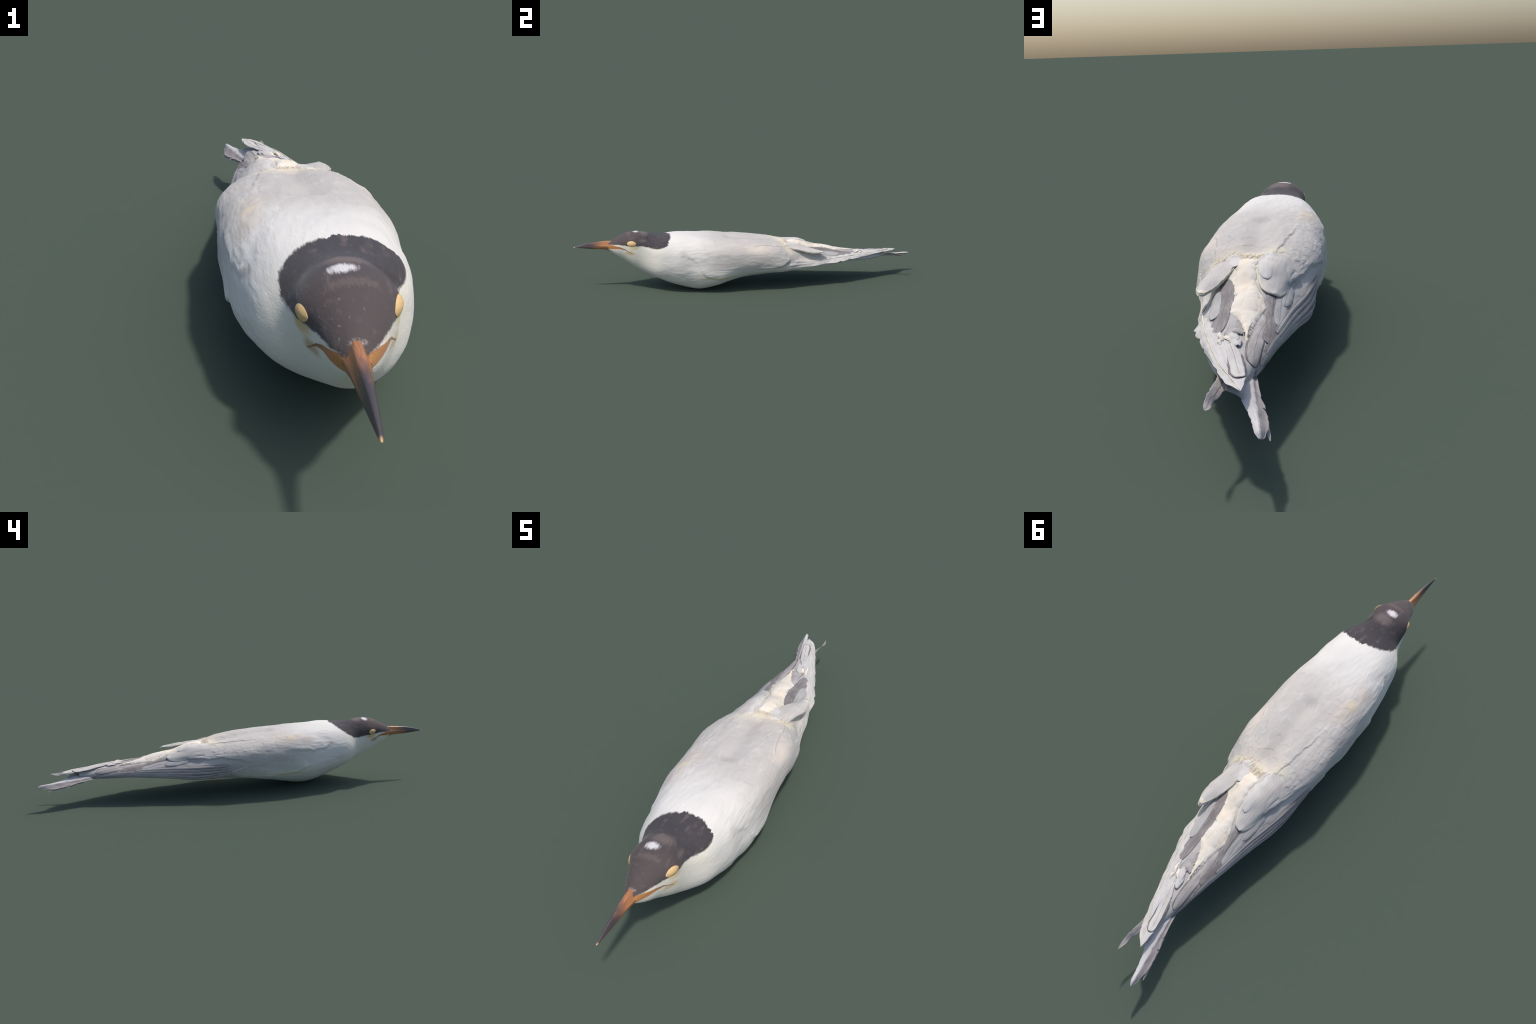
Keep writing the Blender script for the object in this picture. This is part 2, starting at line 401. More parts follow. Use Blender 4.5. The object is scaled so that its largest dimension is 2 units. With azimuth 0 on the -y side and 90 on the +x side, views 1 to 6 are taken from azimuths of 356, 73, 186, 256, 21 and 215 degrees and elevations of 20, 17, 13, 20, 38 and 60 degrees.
# folded wing against the breast
lip([(.130, -.470, .245), (.137, -.437, .233), (.145, -.410, .210), (.153, -.370, .180), (.155, -.345, .145), (.150, -.315, .104), (.146, -.227, .085), (.141, -.10, .094)],
    (.165, -.2, .18), .0042, .04, .010, .003, .2, .25)
lip([(-.128, -.47, .250), (-.138, -.444, .235), (-.147, -.425, .222), (-.155, -.379, .214), (-.161, -.289, .222), (-.166, -.20, .225)],
    (-.13, -.3, .28), .0060, .03, .010, .003, .4, .25)
lip([(-.160, -.34, .150), (-.166, -.305, .122), (-.165, -.26, .104), (-.165, -.204, .099), (-.150, -.09, .090)], (-.17, -.2, .16), .006, .04, .006, .002, .4)
# ends of flank feathers and wing coverts over the quills
lip([(.128, .150, .200), (.132, .165, .178), (.138, .145, .155), (.145, .055, .134), (.149, -.021, .126)],
    (.155, 0, .2), .010, .05, .007, .002, .3, .3)
lip([(-.079, .364, .197), (-.105, .279, .20), (-.128, .216, .201), (-.146, .146, .205), (-.170, .03, .195), (-.178, -.05, .17)],
    (-.12, .1, .24), .0055, .05, .005, .003, .3, .25)
lip([(-.178, -.02, .16), (-.172, .06, .135), (-.160, .12, .115), (-.150, .14, .10)], (-.175, -.1, .15), .004, .03, jag=.003)
# brows, nape crease, shoulder swellings
mound((.072, -.700, .275), (.025, .035, .020), .002)
mound((-.080, -.695, .270), (.025, .035, .020), .002)
mound((-.105, -.55, .165), (.06, .085, .085), .013)     # full throat side
mound((.090, -.530, .275), (.05, .05, .05), .008)       # nape fold
mound((.128, .14, .130), (.05, .07, .05), .006)         # loose flank feathers
mound((.098, .285, .172), (.028, .075, .030), -.014)    # hollow under the raised feathers
mound((-.140, .16, .095), (.05, .20, .05), .006)        # sagging lower edge of the right wing
mound((-.135, -.11, .080), (.05, .08, .05), .007)
mound((-.128, .19, .200), (.035, .12, .03), -.009)
mound((-.150, .26, .112), (.03, .15, .03), .006)
mound((-.045, .27, .232), (.045, .065, .03), .010)      # hump of the right scapular lobes
mound((.002, .31, .215), (.028, .12, .03), .005)        # ridge of the rump
groove([(.040, -.62, .306), (.075, -.60, .285), (.090, -.585, .25)], .004, .010)
mound((-.118, -.25, .285), (.05, .07, .05), .005)
mound((-.01, -.32, .31), (.08, .10, .05), .001)
mound((.05, .10, .262), (.04, .05, .04), .003)

body_w = smooth01((yy[:, None] + .62) / .2)
# soft overlapping contour feathers: staggered scallops that rise backwards and drop at the edge
wu = UV[..., 0] + .012 * vnoise(S0 * 28, 31); wv = UV[..., 1] + .010 * vnoise(S0 * 28, 32)
for (ly, lx, amp, sd_) in ((.062, .046, .0014, 33), (.037, .030, .0010, 35)):
    row = np.floor(wv / lx); ph = wu / ly + .5 * (row % 2) + .3 * vnoise(np.stack([row * 3.7, row * 0, row * 0], -1), sd_)
    ph = ph - (((wv / lx) % 1) - .5) ** 2 * 1.1
    saw = ph % 1
    saw = saw * smooth01((1 - saw) / .10)
    keep = smooth01((vnoise(S0 * np.array([11, 7, 11]), sd_ + 5) + .25) / .5)
    H = H + amp * body_w * (1 - (2 * ((wv / lx) % 1) - 1) ** 4) * smooth01((yy[:, None] + .38) / .2) * keep * saw * smooth01((s_ - .15) / .4)
pl = S0 * np.array([16, 9, 16])
H = H + body_w * (.0020 * vnoise(pl, 11) + .0013 * vnoise(S0 * np.array([45, 18, 45]), 12))
H = H + (.0002 + .00045 * body_w) * vnoise(S0 * np.array([130, 30, 130]) + .8 * vnoise(S0 * 25, 14)[..., None], 13)
S = S0 + N0 * H[..., None]
S[..., 2] = np.maximum(S[..., 2], .0003)
N1 = grid_normals(S)

# regions of the continuous skin -> named parts
idx = np.arange(NY * NT).reshape(NY, NT)
fa = idx[:-1]; fb = idx[1:]
faces = np.stack([fa, np.roll(fa, -1, 1), np.roll(fb, -1, 1), fb], -1).reshape(-1, 4)
fc = S0.reshape(-1, 3)[faces].mean(1)
rel = ((S0[..., 0] - cx) / wd).reshape(-1)[faces].mean(1)
y_, z_ = fc[:, 1], fc[:, 2]
region = np.full(len(faces), 'back', dtype=object)
zmf = np.interp(y_, yy, zmid[:, 0]); low = z_ < zmf
region[low & (y_ < .14)] = 'breast'
region[low & (y_ >= .14)] = 'abdomen'
wing_up = (np.abs(rel) > .80) & (y_ > -.45) & (z_ > np.interp(y_, [-.45, -.36, -.3, -.1, .2, .8], [.235, .17, .11, .09, .09, .1]))
region[wing_up & (fc[:, 0] > cx[0, 0])] = 'wing_left'
region[wing_up & (fc[:, 0] <= cx[0, 0])] = 'wing_right'
region[(~low) & (y_ > .165) & ~wing_up] = 'rump'
region[y_ < -.47] = 'neck'
region[y_ < -.60] = 'head'
flat, nflat = S.reshape(-1, 3), N1.reshape(-1, 3)
parts = {}
flip = np.einsum('ij,ij->i', np.cross(flat[faces[:, 1]] - flat[faces[:, 0]], flat[faces[:, 3]] - flat[faces[:, 0]]), nflat[faces[:, 0]]).mean() < 0
if flip: faces = faces[:, ::-1]
for reg in ('head', 'neck', 'breast', 'back', 'wing_left', 'wing_right', 'rump', 'abdomen'):
    f = faces[region == reg]
    used, inv = np.unique(f, return_inverse=True)
    fl = inv.reshape(f.shape).tolist()
    nm = 'wing' if reg.startswith('wing') else reg
    vs = flat[used]; ns = nflat[used]
    if reg == 'head':             # close the front end inside the bill
        fl.append(np.where(used < NT)[0].tolist())
    ob = obj_from(nm, vs, fl, M_BODY, bird)
    ob.data.normals_split_custom_set_from_vertices(ns.tolist())
    parts[reg] = ob

skin = BVHTree.FromPolygons(flat.tolist(), faces.tolist())
def on_skin(p, tree=None):
    l, n, i, d = (tree or skin).find_nearest(Vector(p))
    return np.array(l), np.array(n)

# ---------------------------------------------------------------- feathers
def shell(name, top, normals, thick, mats, parent, zone=None, edge_thin=.35, axis=None):
    """Closed thin solid from a grid of top points."""
    nt, ns = top.shape[:2]
    w = np.ones((nt, ns))
    u = np.abs(np.linspace(-1, 1, ns))[None]; t = np.linspace(0, 1, nt)[:, None]
    w *= edge_thin + (1 - edge_thin) * (1 - u ** 4); w *= edge_thin + (1 - edge_thin) * (1 - t ** 8)
    bot = top - normals * (thick * w)[..., None]
    V = np.concatenate([top.reshape(-1, 3), bot.reshape(-1, 3)])
    g = np.arange(nt * ns).reshape(nt, ns); o = nt * ns
    F = []; mi = []
    z = zone if zone is not None else np.zeros((nt - 1, ns - 1), int)
    for i in range(nt - 1):
        for j in range(ns - 1):
            a, b, c, d = g[i, j], g[i, j + 1], g[i + 1, j + 1], g[i + 1, j]
            F.append((a, b, c, d)); mi.append(z[i, j])
            F.append((a + o, d + o, c + o, b + o)); mi.append(z[i, j])
    for i in range(nt - 1):
        a, d = g[i, 0], g[i + 1, 0]; F.append((a, d, d + o, a + o)); mi.append(z[i, 0])
        b, c = g[i, -1], g[i + 1, -1]; F.append((c, b, b + o, c + o)); mi.append(z[i, -1])
    for j in range(ns - 1):
        a, b = g[0, j], g[0, j + 1]; F.append((b, a, a + o, b + o)); mi.append(z[0, j])
        d, c = g[-1, j], g[-1, j + 1]; F.append((d, c, c + o, d + o)); mi.append(z[-1, j])
    m = V.mean(0); ax = axis if axis is not None else top[-1].mean(0) - top[0].mean(0)
    return obj_from(name, V, F, mats, parent, mi, True, m, ax)

def orient(top):
    n = np.cross(np.gradient(top, axis=1), np.gradient(top, axis=0))
    n /= np.linalg.norm(n, axis=-1, keepdims=True) + 1e-12
    if n[..., 2].mean() < 0: n = -n
    return n

def tube(pts, r0, r1, sides=6):
    P = np.array(pts); n = len(P); T = np.gradient(P, axis=0); T /= np.linalg.norm(T, axis=1)[:, None] + 1e-12
    V, F = [], []
    for i in range(n):
        a = np.cross(T[i], [0.13, .05, 1]); a /= np.linalg.norm(a) + 1e-12; b = np.cross(T[i], a)
        r = r0 + (r1 - r0) * i / (n - 1)
        for k_ in range(sides):
            q = 2 * np.pi * k_ / sides
            V.append(P[i] + r * (np.cos(q) * a + np.sin(q) * b))
    for i in range(n - 1):
        for k_ in range(sides):
            a = i * sides + k_; b = i * sides + (k_ + 1) % sides
            F.append((a, b, b + sides, a + sides))
    F.append(tuple(range(sides))[::-1]); F.append(tuple(range((n - 1) * sides, n * sides)))
    return V, F

def join_into(ob, V, F, slot):
    """Append loose geometry (world coordinates) to an existing feather mesh."""
    bm = bmesh.new(); bm.from_mesh(ob.data)
    inv = ob.matrix_world.inverted()
    vs = [bm.verts.new(inv @ Vector(v)) for v in V]
    for f in F:
        fc_ = bm.faces.new([vs[i] for i in f]); fc_.material_index = slot; fc_.smooth = True
    bm.to_mesh(ob.data); bm.free()

def width_profile(t, tip=.18, root=.25, root_w=.55, tip_pow=.5):
    w = np.ones_like(t)
    w = np.where(t < root, root_w + (1 - root_w) * smooth01(t / root), w)
    u = np.clip((t - (1 - tip)) / tip, 0, 1)
    return w * np.clip(1 - u ** 2, 0, 1) ** tip_pow

def skin_feather(name, spine, half, mats, parent, lift=.003, tip_lift=.0, camber=.0015, thick=.0022, fringe=None, fringe_from=.45, wl=1., wr=1.,
                 tip=.18, root=.25, root_w=.55, jag=.04, shaft=None, wave=0., root_len=.22, nt=46, ns=17, tree=None, root_sink=.004, notch=0):
    """A feather laid on the skin: width follows a profile, root tucked in, tip free to lift."""
    C = curve(spine, nt)
    pn = [on_skin(p, tree) for p in C]
    C = np.array([p for p, n in pn]); Nn = np.array([n for p, n in pn])
    for _ in range(3):
        Nn[1:-1] = (Nn[:-2] + Nn[1:-1] * 2 + Nn[2:]) / 4
        C[1:-1] = (C[:-2] + C[1:-1] * 2 + C[2:]) / 4
    T = np.gradient(C, axis=0); T /= np.linalg.norm(T, axis=1)[:, None]
    B = np.cross(T, Nn); B /= np.linalg.norm(B, axis=1)[:, None]
    t = np.linspace(0, 1, nt); t = 1 - (1 - t) ** 1.25
    C = np.stack([np.interp(t, np.linspace(0, 1, nt), C[:, k_]) for k_ in range(3)], 1)
    w = half * 1.06 * width_profile(t, tip, root, root_w)
    sd = rng.randrange(1000)
    top = np.zeros((nt, ns, 3)); nrm = np.zeros((nt, ns, 3))
    sv = np.linspace(-1, 1, ns)
    for i in range(nt):
        for j, s in enumerate(sv):
            jg = 1 + jag * float(vnoise(np.array([t[i] * 22, np.sign(s) * 3.3, sd]), 2)) * abs(s)
            p = C[i] + B[i] * (s * w[i] * jg * (wl if s < 0 else wr))
            q, n = on_skin(p, tree)
            if n @ Nn[i] < .2: n = Nn[i]
            rt = float(smooth01(t[i] / root_len))
            l = (lift + camber * (1 - s * s)) * rt - root_sink * (1 - rt) + tip_lift * t[i] ** 2
            l -= (lift + .001) * .85 * abs(s) ** 3 * (1 - t[i] ** 3) * rt
            if wave: l += wave * rt * float(vnoise(q * np.array([70, 22, 70]) + sd, 9)) * (1 - .5 * abs(s))
            top[i, j] = q + n * l; nrm[i, j] = n
    for _ in range(2):
        nrm[1:-1, 1:-1] = (nrm[:-2, 1:-1] + nrm[2:, 1:-1] + nrm[1:-1, :-2] + nrm[1:-1, 2:]) / 4
        top[1:-1, 1:-1] = .5 * top[1:-1, 1:-1] + .125 * (top[:-2, 1:-1] + top[2:, 1:-1] + top[1:-1, :-2] + top[1:-1, 2:])
    nrm /= np.linalg.norm(nrm, axis=-1, keepdims=True) + 1e-12
    zone = np.zeros((nt - 1, ns - 1), int)
    if fringe:
        tm = (t[:-1] + t[1:])[:, None] / 2; sm = np.abs(sv[:-1] + sv[1:])[None] / 2
        length = float(np.linalg.norm(np.diff(C, axis=0), axis=1).sum())
        zone[(tm > 1 - fringe * 1.4 * half / length) | ((sm > 1 - fringe * 1.6) & (tm > fringe_from))] = 1
    ob = shell(name, top, nrm, thick, mats, parent, zone)
    if shaft:
        rp = top[2:-2, ns // 2] + nrm[2:-2, ns // 2] * .0002
        V, F = tube(rp, shaft, shaft * .35, 5); join_into(ob, V, F, len(ob.data.materials) - 1)
    return ob, top

def rail_sheet(name, rails, mats, parent, nt=70, ns=24, thick=.0022, camber=.0, jag=(.0, .0), tip_jag=0, zone_fn=None, wave=0., freq=26):
    """Vane lofted across several long rails, with worn, saw-edged borders."""
    R = np.array([curve(r, nt) for r in rails])
    kx = np.linspace(0, 1, len(rails)); q = np.linspace(0, 1, ns)
    top = np.zeros((nt, ns, 3)); sd = rng.randrange(1000)
    for i in range(nt):
        t = i / (nt - 1)
        a = jag[0] * max(0, float(vnoise(np.array([t * freq, 1.5, sd]), 4)) + .5 * float(vnoise(np.array([t * freq * 2.3, 2.5, sd]), 4)))
        b = jag[1] * max(0, float(vnoise(np.array([t * freq, 7.5, sd]), 4)) + .5 * float(vnoise(np.array([t * freq * 2.3, 8.5, sd]), 4)))
        qq = a + q * (1 - a - b)
        top[i] = pchip(kx, R[:, i], qq) if len(rails) > 2 else R[0, i] + (R[1, i] - R[0, i]) * qq[:, None]
    n = orient(top)
    bow = (camber * (1 - (2 * q - 1) ** 2))[None, :, None]
    top = top + n * bow
    if wave:
        top = top + n * (wave * vnoise(top * 45, 21))[..., None]
    n = orient(top)
    zone = None
    if zone_fn:
        tm, sm = np.meshgrid((np.arange(nt - 1) + .5) / (nt - 1), (np.arange(ns - 1) + .5) / (ns - 1), indexing='ij')
        zone = zone_fn(tm, sm).astype(int)
    ob = shell(name, top, n, thick, mats, parent, zone)
    return ob, top, n

WL, WR = parts['wing_left'], parts['wing_right']

# --- right wing: long quills along the flank, lowest first
edge_low = [(-.174, -.03, .118), (-.166, .134, .101), (-.159, .208, .099), (-.146, .38, .109), (-.131, .455, .114), (-.103, .575, .124), (-.082, .667, .126), (-.075, .725, .126)]
edge_up = [(-.168, .02, .170), (-.154, .18, .165), (-.143, .244, .160), (-.121, .384, .160), (-.108, .489, .157), (-.097, .578, .152), (-.082, .67, .142), (-.066, .76, .134)]
lo, upr = curve(edge_low, 40), curve(edge_up, 40)
for i in range(6):
    f = i / 5
    sp = lo + (upr - lo) * f
    n_end = [40, 40, 39, 37, 34, 30][i]
    skin_feather('flight_feather', sp[:n_end][::3], (.0095 - .001 * (i % 2)), [M_BLUE if i % 2 else M_MIDG, M_FRINGE, M_DSHAFT], WR,
                 lift=.0022 + .0006 * f, camber=.0020, thick=.0022, fringe=.34, fringe_from=.08, tip=.07, root=.08, root_w=.6, shaft=.0007, nt=60, ns=9)
# long outermost quills crossing under the other wing
rail_sheet('flight_feather', [[(-.100, .60, .134), (-.083, .715, .126), (-.068, .765, .126), (-.055, .81, .131)],
                              [(-.085, .60, .142), (-.072, .71, .138), (-.060, .765, .134), (-.050, .815, .133)],
                              [(-.060, .60, .150), (-.055, .70, .145), (-.045, .76, .140), (-.042, .815, .136)]],
           [M_MIDG, M_FRINGE], WR, 40, 14, .002, zone_fn=lambda t, s: (s < .12) | (np.abs(s - .5) < .04))
skin_feather('flight_feather', [(-.088, .42, .178), (-.070, .54, .168), (-.067, .65, .158), (-.073, .722, .148)], .019, [M_MIDG, M_FRINGE, M_DSHAFT], WR,
             lift=.0016, camber=.0006, thick=.0016, fringe=.14, tip=.14, shaft=.0007, jag=.03)
skin_feather('flight_feather', [(-.072, .30, .205), (-.080, .42, .182), (-.088, .53, .163), (-.0915, .600, .153)], .018, [M_DARK, M_FRINGE, M_DSHAFT], WR,
             lift=.0024, camber=.0006, thick=.0016, fringe=.10, tip=.14, shaft=.0007, jag=.03)
skin_feather('covert', [(-.112, .22, .20), (-.100, .34, .19), (-.099, .42, .175), (-.106, .500, .160)], .0215, [M_BLUE, M_FRINGE], WR,
             lift=.0030, camber=.0006, thick=.0016, tip=.3, shaft=.0006)
skin_feather('covert', [(-.130, .17, .205), (-.113, .30, .195), (-.107, .388, .180)], .018, [M_BLUE, M_FRINGE], WR, lift=.0038, camber=.0006, thick=.0016, tip=.3, shaft=.0005)
# soft scapular lobes overlapping the rump
skin_feather('scapular', [(-.075, .08, .258), (-.072, .22, .236), (-.076, .30, .218), (-.080, .374, .204)], .041, [M_PEARL, M_BUFF], WR, lift=.0035, camber=.004, tip_lift=.004, wave=.0022, root_len=.5,
             fringe=.06, tip=.35, thick=.004)
skin_feather('scapular', [(-.100, .09, .25), (-.096, .20, .232), (-.094, .325, .205)], .024, [M_PEARL, M_BUFF], WR, lift=.0042, camber=.001, tip_lift=.001, tip=.45, wave=.0018, root_len=.6, thick=.0025)
skin_feather('scapular', [(-.055, .10, .258), (-.050, .20, .243), (-.056, .312, .217)], .0225, [M_WHITE, M_BUFF], WR, lift=.0065, camber=.002, tip_lift=.002, wave=.0015, root_len=.5, tip=.35, thick=.0035)
skin_feather('scapular', [(-.035, .13, .25), (-.037, .18, .245), (-.046, .236, .232)], .013, [M_PEARL, M_BUFF], WR, lift=.0065, camber=.001, tip=.4, thick=.0025, root_len=.6)

# --- left wing: fringe of quills below the flap and the long free wing point
loL = curve([(.146, .02, .104), (.138, .12, .106), (.126, .22, .112), (.116, .316, .118), (.102, .39, .130)], 30)
upL = curve([(.136, .175, .160), (.126, .22, .158), (.112, .28, .155), (.095, .37, .156)], 30)
for i in range(4):
    f = i / 3
    skin_feather('flight_feather', (loL + (upL - loL) * f)[::3], .010, [M_PALE, M_FRINGE, M_SHAFT], WL, lift=.0012 + .0005 * f, thick=.002,
                 tip=.08, root=.1, nt=44, ns=9, shaft=.0006)
outer = [(.122, .26, .126), (.116, .316, .126), (.102, .395, .134), (.100, .460, .136), (.092, .490, .138), (.071, .55, .143), (.037, .655, .149), (.020, .70, .153), (.002, .755, .157), (-.016, .805, .160), (-.043, .86, .158), (-.058, .874, .157), (-.070, .887, .1555)]
shaftp = [(.105, .30, .148), (.093, .377, .153), (.073, .475, .158), (.058, .537, .160), (.043, .59, .161), (.022, .665, .163), (.007, .71, .162), (-.011, .757, .160), (-.032, .804, .160), (-.052, .848, .1595), (-.0705, .8875, .156)]
inner = [(.075, .34, .172), (.060, .42, .172), (.035, .52, .170), (.005, .60, .170), (-.025, .66, .170), (-.052, .715, .167), (-.067, .79, .159), (-.074, .845, .159), (-.071, .888, .156)]
panel, ptop, pn = rail_sheet('flight_feather', [outer, shaftp, inner], [M_PALE, M_TAIL, M_FRINGE], WL, 110, 30, .0026, jag=(.11, .10), wave=.0016, freq=21,
                             zone_fn=lambda t, s: np.where(s > .52, 1, 0))
V, F = tube(curve(shaftp, 60) + np.array([0, 0, .0015]), .0022, .0006, 6); panel.data.materials.append(M_SHAFT); join_into(panel, V, F, 3)
pnl = BVHTree.FromPolygons(ptop.reshape(-1, 3).tolist(), [(a, a + 1, a + 31, a + 30) for r in range(109) for a in range(r * 30, r * 30 + 29)])
def above(pts, dz=.004): return [(x, y, z + dz) for x, y, z in pts]
def panel_feather(*a, **k_):
    return skin_feather(*a, tree=PT, **k_)
# make panel normals point up for the tree
e0 = on_skin(ptop[60, 20] + np.array([0, 0, .01]), pnl)[1]
PT = pnl if e0[2] > 0 else BVHTree.FromPolygons(ptop.reshape(-1, 3).tolist(), [(a + 30, a + 31, a + 1, a) for r in range(109) for a in range(r * 30, r * 30 + 29)])
panel_feather('flight_feather', [(-.005, .62, .178), (-.033, .715, .172), (-.050, .78, .166), (-.061, .832, .163)], .017, [M_PALE, M_FRINGE, M_DSHAFT], WL,
              lift=.0022, camber=.0008, thick=.0015, fringe=.16, tip=.16, root_w=.7, shaft=.0006, jag=.08)
panel_feather('flight_feather', [(.02, .56, .172), (-.012, .68, .17), (-.045, .775, .165)], .012, [M_TAIL, M_FRINGE], WL, lift=.001, camber=.0005, thick=.0012, tip=.2)
skin_feather('flight_feather', [(.062, .235, .21), (.030, .37, .198), (.029, .50, .175), (.031, .582, .163)], .019, [M_DARK, M_FRINGE, M_DSHAFT], WL, lift=.002, camber=.0006, thick=.0016, fringe=.1, tip=.16, shaft=.0006)
skin_feather('covert', [(.066, .30, .185), (.056, .38, .180), (.046, .485, .170)], .0155, [M_BLUE, M_BUFF], WL, lift=.0035, camber=.0006, thick=.0016, tip=.3, shaft=.0005)
skin_feather('flight_feather', [(-.012, .500, .182), (-.013, .56, .176), (-.008, .605, .172)], .017, [M_MIDG, M_FRINGE], WL, lift=.0035, camber=.0006, thick=.0016, fringe=.1, tip=.25)
# crumpled small feathers where the quills cross
for c, d, r_, m, up_ in [((.018, .584, .168), (-.016, .046, .000), .006, M_CREAM, .006), ((.002, .598, .168), (-.020, .036, .000), .008, M_CREAM, .004), ((.010, .612, .165), (-.006, .040, .000), .005, M_CREAM, .005),
                         ((-.008, .586, .171), (-.022, .050, .000), .013, M_PALE, .003), ((-.022, .606, .168), (-.012, .056, .000), .014, M_PALE, .003),
                         ((-.012, .560, .172), (-.026, .030, .000), .014, M_MIDG, .003)]:
    c = np.array(c); d = np.array(d)
    pts = [c, c + d * .5 + np.array([.003, 0, up_]), c + d]
    side = np.cross(d, [0, 0, 1.]); side /= np.linalg.norm(side)
    rail_sheet('covert', [[p + side * r_ * k_ for p, k_ in zip(pts, (.5, 1, .4))], [p + np.array([0, 0, .004]) for p in pts], [p - side * r_ * k_ for p, k_ in zip(pts, (.5, 1, .4))]],
               [m], WL, 18, 10, .0012, jag=(.12, .12), wave=.0008)

# raised flap of scapular feathers on the left
for k_, (dz, sc, m) in enumerate([(-.0055, 1.04, M_WHITE), (-.0025, 1.02, M_BUFF), (0, 1., M_PEARL)]):
    ou = [(.100, .11, .222), (.094, .16, .228), (.098, .21, .223), (.108, .255, .214), (.117, .297, .206), (.115, .338, .2045), (.103, .368 + .004 * (2 - k_), .204)]
    ce = [(.070, .11, .236), (.064, .16, .238), (.068, .21, .2355), (.079, .265, .227), (.088, .31, .219), (.095, .347, .211), (.097, .374 + .004 * (2 - k_), .205)]
    inn = [(.040, .135, .240), (.032, .19, .241), (.033, .232, .238), (.043, .275, .226), (.058, .318, .214), (.074, .349, .207), (.089, .374 + .004 * (2 - k_), .204)]
    o = np.array([0, 0, dz])
    rail_sheet('scapular', [[np.array(p) + o for p in r] for r in (ou, ce, inn)], [m, M_BUFF], WL, 40, 18, .0022, jag=(.03, .05), camber=0, wave=.0012,
               zone_fn=lambda t, s: (t > .93) | (s > .97))
# a second, smaller tuft lying at the root of the flap
skin_feather('scapular', [(.060, .14, .245), (.040, .19, .243), (.030, .235, .238)], .020, [M_WHITE, M_BUFF], WL, lift=.004, camber=.002, tip=.4)

# --- white rump patch with frayed outline
ys_ = [.185, .216, .283, .349, .395, .442, .477, .50, .53, .56, .617]
xl_ = [.034, .029, .026, .020, .006, .012, .010, -.010, -.020, -.032, -.042]
xr_ = [-.030, -.024, -.026, -.040, -.060, -.070, -.060, -.060, -.053, -.047, -.050]
nt, ns = 110, 34
yq = np.linspace(ys_[0], ys_[-1], nt); top = np.zeros((nt, ns, 3)); nn = np.zeros((nt, ns, 3))
for i, y in enumerate(yq):
    a = np.interp(y, ys_, xl_) + .003 * float(vnoise(np.array([y * 70, 0.5, 3]), 6)) + .002 * float(vnoise(np.array([y * 210, 0.5, 3]), 6))
    b = np.interp(y, ys_, xr_) + .003 * float(vnoise(np.array([y * 70, 9.5, 3]), 6)) + .002 * float(vnoise(np.array([y * 210, 9.5, 3]), 6))
    for j in range(ns):
        s = j / (ns - 1); x = a + (b - a) * s
        hit = skin.ray_cast(Vector((x, y, .6)), Vector((0, 0, -1)))
        p, n = np.array(hit[0]), np.array(hit[1])
        l = .0075 * (1 - abs(2 * s - 1) ** 3) + .0005
        l += .003 * math.exp(-((y - .425) / .035) ** 2 - ((x + .02) / .04) ** 2) - .004 * math.exp(-((y - .33) / .03) ** 2 - ((x - .0) / .03) ** 2)
        l += .0010 * float(vnoise(np.array([x * 60, y * 22, 1]), 8))
        l *= smooth01((y - .185) / .03) * smooth01((.62 - y) / .035)
        top[i, j] = p + n * l; nn[i, j] = n
shell('tail_covert', top, nn, .006, [M_CREAM], parts['rump'])
fil_V, fil_F = [], []
def filament(p, d, r=.0007, bend=.3, n=5):
    global fil_V, fil_F
    p = np.array(p); d = np.array(d); L = np.linalg.norm(d)
    off = np.array([rng.uniform(-1, 1), rng.uniform(-1, 1), rng.uniform(-.2, 1)]) * L * bend
    pts = [p + d * t + off * t * (1 - t) for t in np.linspace(0, 1, n)]
    V, F = tube(pts, r, r * .25, 4); o = len(fil_V)
    fil_V += [tuple(v) for v in V]; fil_F += [tuple(i + o for i in f) for f in F]
for _ in range(26):
    y = rng.uniform(.50, .62); s = rng.random() < .5
    x = np.interp(y, ys_, xr_ if s else xl_)
    hit = skin.ray_cast(Vector((x, y, .6)), Vector((0, 0, -1)))
    p = np.array(hit[0]) + np.array([0, 0, .006])
    filament(p, (rng.uniform(-.012, .004) if s else rng.uniform(-.004, .010), rng.uniform(.004, .02), -.001), .0005, .15)
f1 = obj_from('down_filament', fil_V, fil_F, M_CREAM, parts['rump']); f1['kind'] = 'stuff'
fil_V, fil_F = [], []
for _ in range(130):
    t = rng.random()
    c = np.array(curve([(.095, .168, .222), (.05, .155, .242), (.012, .160, .247), (-.025, .172, .247), (-.062, .145, .249)], 50))[int(t * 49)]
    c = c + np.array([rng.gauss(0, .006), rng.gauss(-.006, .010), 0])
    hit = skin.ray_cast(Vector((c[0], c[1], .6)), Vector((0, 0, -1)))
    p = np.array(hit[0]); d = np.array([rng.gauss(0, .009), rng.uniform(.012, .034), rng.uniform(-.006, -.001)])
    filament(p + np.array([0, 0, .0010]), d, rng.uniform(.0004, .0008), .10)
f2 = obj_from('down_tuft', fil_V, fil_F, M_FLUFF, parts['back']); f2['kind'] = 'stuff'

